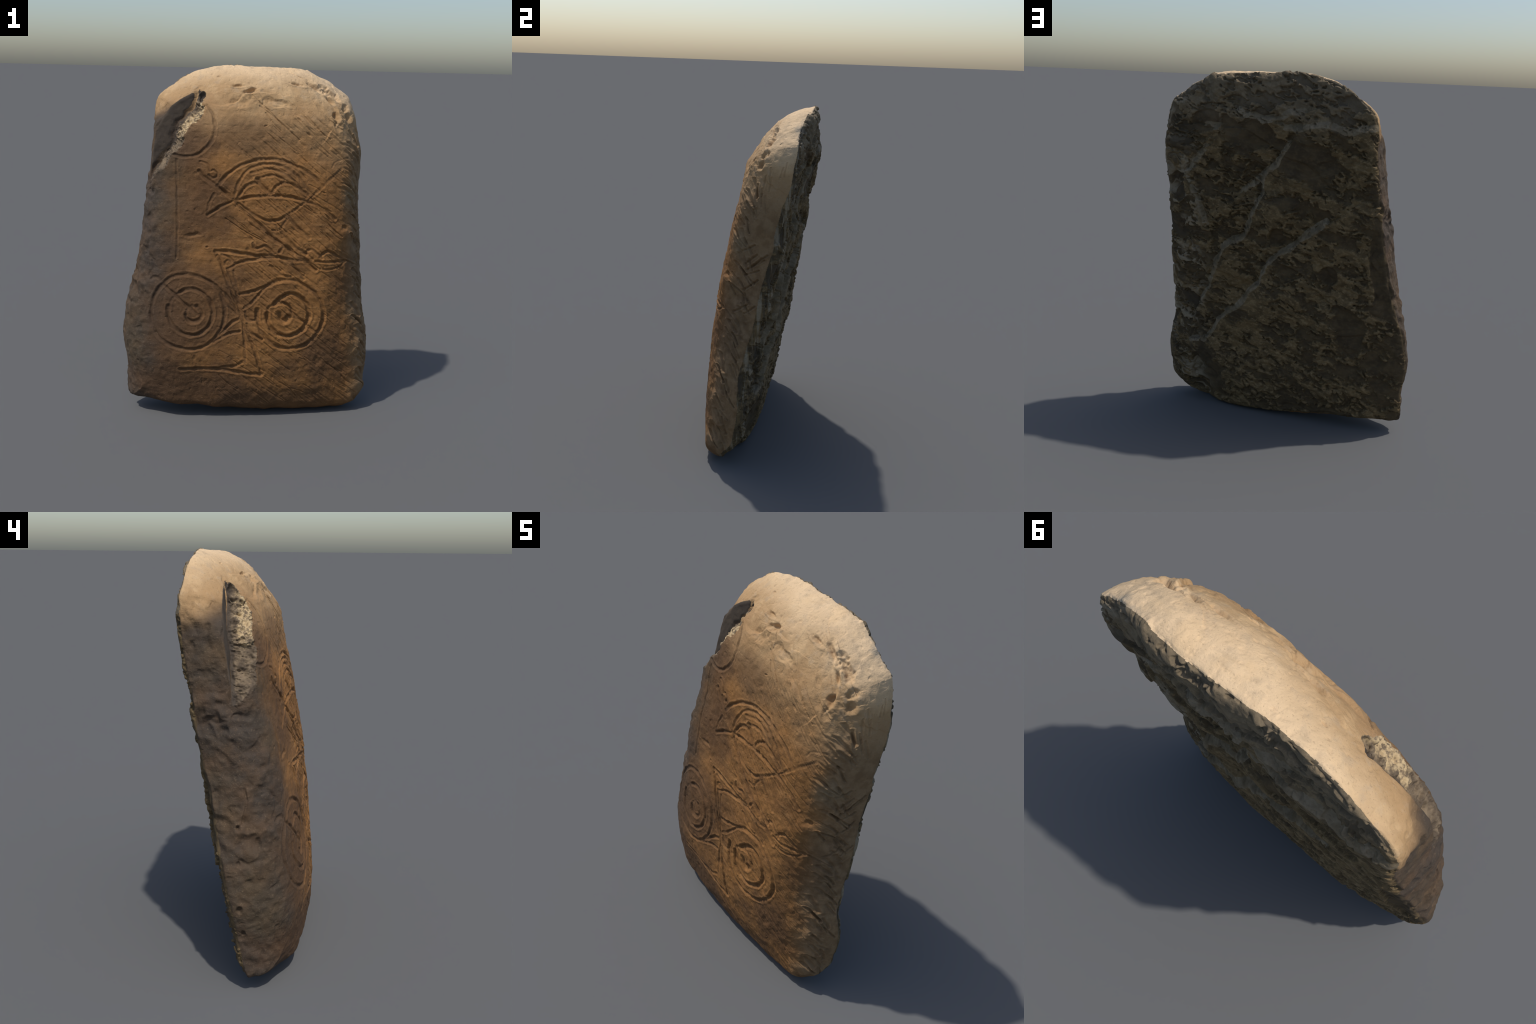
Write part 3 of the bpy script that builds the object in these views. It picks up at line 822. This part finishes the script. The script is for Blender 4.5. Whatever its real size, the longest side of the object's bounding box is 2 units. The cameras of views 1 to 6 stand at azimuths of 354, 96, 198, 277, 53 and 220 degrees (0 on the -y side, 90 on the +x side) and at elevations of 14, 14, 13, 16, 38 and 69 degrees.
def weathered_stone(name='weathered_sandstone', groove_shade=0.0):
    g = Graph(name)
    X, Y, Z = g.xyz()
    wide = g.noise(2.3, 3)
    mid = g.noise(7, 5, .6)
    blot = g.noise(19, 4, .6)
    grit = g.noise(140, 3, .6)
    grain = g.noise(9, 4, .6, g.mapped((1, 1, 9), (0, np.radians(-40), 0)))
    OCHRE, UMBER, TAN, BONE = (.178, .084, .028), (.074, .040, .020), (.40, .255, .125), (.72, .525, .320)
    col = g.mix(g.step(mid, .35, .68), (.255, .119, .036), OCHRE)
    col = g.mix(g.math('MULTIPLY', g.step(grain, .5, .72), .35), col, (.36, .195, .075))
    # pale rain-washed crown and shoulders, with a ragged lower limit
    slope = g.math('ADD', g.math('ADD', Z, g.math('MULTIPLY', X, .20)), g.math('MULTIPLY', Y, .55))
    up = g.math('ADD', slope, g.math('MULTIPLY', g.math('SUBTRACT', wide, .5), .35))
    up = g.math('ADD', up, g.math('MULTIPLY', g.math('SUBTRACT', mid, .5), .16))
    col = g.mix(g.step(up, 1.30, 1.95), col, TAN)
    col = g.mix(g.math('MULTIPLY', g.step(up, 1.82, 2.12), .85), col, BONE)
    col = g.mix(g.math('MULTIPLY', g.math('MULTIPLY', g.step(up, 1.6, 1.9), g.step(blot, .52, .66)), .38), col, (.42, .315, .205))
    col = g.mix(g.math('MULTIPLY', g.math('MULTIPLY', g.step(up, 1.6, 1.9), g.step(mid, .52, .68)), .35), col, (.62, .42, .22))
    # baked shade painted over the -x flank, dark patches on the face
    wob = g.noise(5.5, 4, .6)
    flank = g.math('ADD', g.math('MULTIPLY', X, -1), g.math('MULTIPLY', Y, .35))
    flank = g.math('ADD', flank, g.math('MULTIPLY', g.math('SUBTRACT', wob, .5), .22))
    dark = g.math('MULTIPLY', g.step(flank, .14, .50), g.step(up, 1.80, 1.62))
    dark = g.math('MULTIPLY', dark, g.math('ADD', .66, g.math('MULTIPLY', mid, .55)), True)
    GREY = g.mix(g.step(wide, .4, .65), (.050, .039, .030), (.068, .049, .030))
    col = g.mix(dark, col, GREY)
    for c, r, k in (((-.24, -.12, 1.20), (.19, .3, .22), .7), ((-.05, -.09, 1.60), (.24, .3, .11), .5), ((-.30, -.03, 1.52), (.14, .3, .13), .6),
                    ((-.02, -.27, .75), (.12, .3, .16), .35), ((.42, -.28, .34), (.22, .3, .20), .75), ((-.30, -.29, .18), (.45, .3, .20), .85), ((.2, -.29, .08), (.5, .3, .13), .7),  # lowest patches copy the scan's baked darkening toward the foot
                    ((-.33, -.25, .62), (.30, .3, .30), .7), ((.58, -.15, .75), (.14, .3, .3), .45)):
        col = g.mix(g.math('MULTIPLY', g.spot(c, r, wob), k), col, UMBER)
    # greyer, olive-tinted dressed flank on the other side
    f2 = g.math('ADD', X, g.math('ADD', g.math('MULTIPLY', Y, .5), g.math('MULTIPLY', g.math('SUBTRACT', wob, .5), .25)))
    other = g.math('MULTIPLY', g.step(f2, .42, .62), g.step(up, 1.9, 1.55))
    col = g.mix(g.math('MULTIPLY', other, .75), col, g.mix(g.step(blot, .35, .65), (.155, .103, .056), (.245, .17, .095)))
    col = g.mix(g.math('MULTIPLY', g.spot((.63, -.12, 1.28), (.11, .12, .09), wob), .55), col, (.30, .225, .13))
    col = g.mix(g.math('MULTIPLY', g.spot((.52, .27, 1.88), (.14, .07, .10), blot), .8), col, (.31, .275, .215))
    # grains and specks
    col = g.mix(g.math('MULTIPLY', g.step(grit, .55, .75), .14), col, (.46, .33, .19))
    col = g.mix(g.math('MULTIPLY', g.step(grit, .44, .28), .28), col, (.10, .062, .035))
    col = g.mix(g.math('MULTIPLY', g.step(blot, .60, .80), .22), col, (.16, .09, .045))
    if groove_shade:        # cut lines tinted darker to draw their groove shadow, unevenly along the length
        col = g.mix(g.math('MULTIPLY', g.step(blot, .28, .60), groove_shade), col, (.050, .030, .017))
    h = g.math('ADD', grit, g.math('MULTIPLY', grain, .7))
    return g.finish(col, .82, h, .6, .0035)

def split_stone(name, base, alt, fleck, fleck_amount):
    """Stone of the rough split: bare bed, clinging crust and paler ledges differ only in tone."""
    g = Graph(name)
    X, Y, Z = g.xyz()
    wide = g.noise(3.0, 3)
    mid = g.noise(13, 5, .6, g.mapped((1, 1, 1.6), (0, np.radians(18), 0)))
    fine = g.noise(42, 5, .65, g.mapped((1, 1, 1.5), (0, np.radians(18), 0)))
    grit = g.noise(150, 3, .6)
    col = g.mix(g.step(mid, .36, .66), base, alt)
    col = g.mix(g.math('MULTIPLY', g.step(fine, .46, .66), fleck_amount), col, fleck)
    col = g.mix(g.math('MULTIPLY', g.step(wide, .50, .68), .3), col, (.15, .095, .038))
    grey = g.step(g.math('ADD', Z, g.math('MULTIPLY', g.math('SUBTRACT', wide, .5), .5)), 1.60, 1.9)
    col = g.mix(g.math('MULTIPLY', grey, .38), col, (.215, .180, .130))
    # bands of bedding seen where the edge is split away
    bands = g.noise(1, 3, .6, g.mapped((3, 40, 4), (np.radians(-10), 0, 0)))
    e = g.step(X, .42, .54)
    col = g.mix(g.math('MULTIPLY', e, g.math('MULTIPLY', g.step(bands, .50, .62), .65)), col, (.30, .25, .175))
    col = g.mix(g.math('MULTIPLY', e, g.math('MULTIPLY', g.step(bands, .48, .38), .6)), col, (.055, .045, .032))
    col = g.mix(g.math('MULTIPLY', g.step(grit, .45, .30), .35), col, (.06, .045, .028))
    return g.finish(col, .85, g.math('ADD', grit, g.math('MULTIPLY', fine, 1.6)), .45, .0035)

def torn_stone():
    g = Graph('freshly_broken_sandstone')
    mid = g.noise(16, 5, .65)
    fine = g.noise(60, 4, .6)
    X, Y, Z = g.xyz()
    plane = g.math('SUBTRACT', Y, g.math('ADD', g.math('MULTIPLY', g.math('SUBTRACT', Z, 1.34), .157), .034))
    col = g.mix(g.step(mid, .40, .62), (.090, .066, .044), (.19, .14, .088))
    upper = g.step(g.math('ADD', Z, g.math('MULTIPLY', g.math('SUBTRACT', mid, .5), .25)), 1.55, 1.63)
    outer = g.step(g.math('SUBTRACT', g.math('MULTIPLY', g.math('SUBTRACT', mid, .5), .12), plane), .025, .055)
    pale = g.math('MULTIPLY', g.math('MULTIPLY', upper, outer), g.step(fine, .38, .58))
    col = g.mix(g.math('MULTIPLY', pale, .9), col, (.50, .37, .205))
    # shadow inside the notch, coloured near black onto the bared bedding plane
    notch_shadow = g.step(g.math('ADD', plane, g.math('MULTIPLY', g.math('SUBTRACT', fine, .5), .03)), -.022, -.004)
    col = g.mix(g.math('MULTIPLY', notch_shadow, .85), col, (.055, .043, .033))
    return g.finish(col, .8, g.math('ADD', fine, mid), .5, .004)

# ------------------------------------------------------------------- parts
PARTS = ['carved_face', 'weathered_crown', 'dented_flank', 'dressed_flank', 'underside', 'quarried_face', 'fracture', 'thin_crust', 'crust', 'ledge']

def build():
    V, Q, N, lab, motif = build_surface()
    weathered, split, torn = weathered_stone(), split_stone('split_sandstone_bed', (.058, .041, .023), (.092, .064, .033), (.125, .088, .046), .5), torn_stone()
    thin = split_stone('thin_tan_crust', (.070, .048, .024), (.112, .077, .037), (.17, .118, .056), .5)
    crust = split_stone('tan_crust', (.085, .058, .027), (.155, .105, .049), (.29, .205, .105), .5)
    ledge = split_stone('pale_ledge', (.150, .115, .068), (.23, .18, .115), (.11, .08, .043), .5)
    shade_darkened = weathered_stone('shade_darkened_carving', .36)
    root = bpy.data.objects.new('carved_standing_stone', None)
    bpy.context.scene.collection.objects.link(root)
    root['label'] = 'leaning brown sandstone slab carved with ancient symbols'
    root['category'] = 'carved standing stone'
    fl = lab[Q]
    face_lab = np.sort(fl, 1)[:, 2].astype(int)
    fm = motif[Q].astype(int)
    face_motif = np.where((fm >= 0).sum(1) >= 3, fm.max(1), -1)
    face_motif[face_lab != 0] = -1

    def part(name, faces, parent, mat, kind=None):
        q = Q[faces]
        used, inv = np.unique(q, return_inverse=True)
        inv = inv.reshape(-1, 4).astype(np.int32)
        me = bpy.data.meshes.new(name)
        nf = len(inv)
        me.vertices.add(len(used)); me.loops.add(nf * 4); me.polygons.add(nf)
        me.vertices.foreach_set('co', V[used].astype(np.float32).ravel())
        me.loops.foreach_set('vertex_index', inv.ravel())
        me.polygons.foreach_set('loop_start', np.arange(nf, dtype=np.int32) * 4)
        me.update(calc_edges=True)
        me.polygons.foreach_set('use_smooth', np.ones(nf, bool))
        me.normals_split_custom_set_from_vertices(N[used].astype(np.float32).tolist())
        me.materials.append(mat)
        ob = bpy.data.objects.new(name, me)
        bpy.context.scene.collection.objects.link(ob)
        ob.parent = parent
        return ob

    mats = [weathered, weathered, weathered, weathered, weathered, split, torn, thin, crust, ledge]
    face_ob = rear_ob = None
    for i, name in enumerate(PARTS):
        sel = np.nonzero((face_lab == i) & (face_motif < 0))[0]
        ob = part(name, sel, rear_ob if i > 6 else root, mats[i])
        if i == 5:
            rear_ob = ob
        if i == 0:
            face_ob = ob
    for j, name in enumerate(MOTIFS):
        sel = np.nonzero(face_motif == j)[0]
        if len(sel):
            part(name, sel, face_ob, shade_darkened)

build()
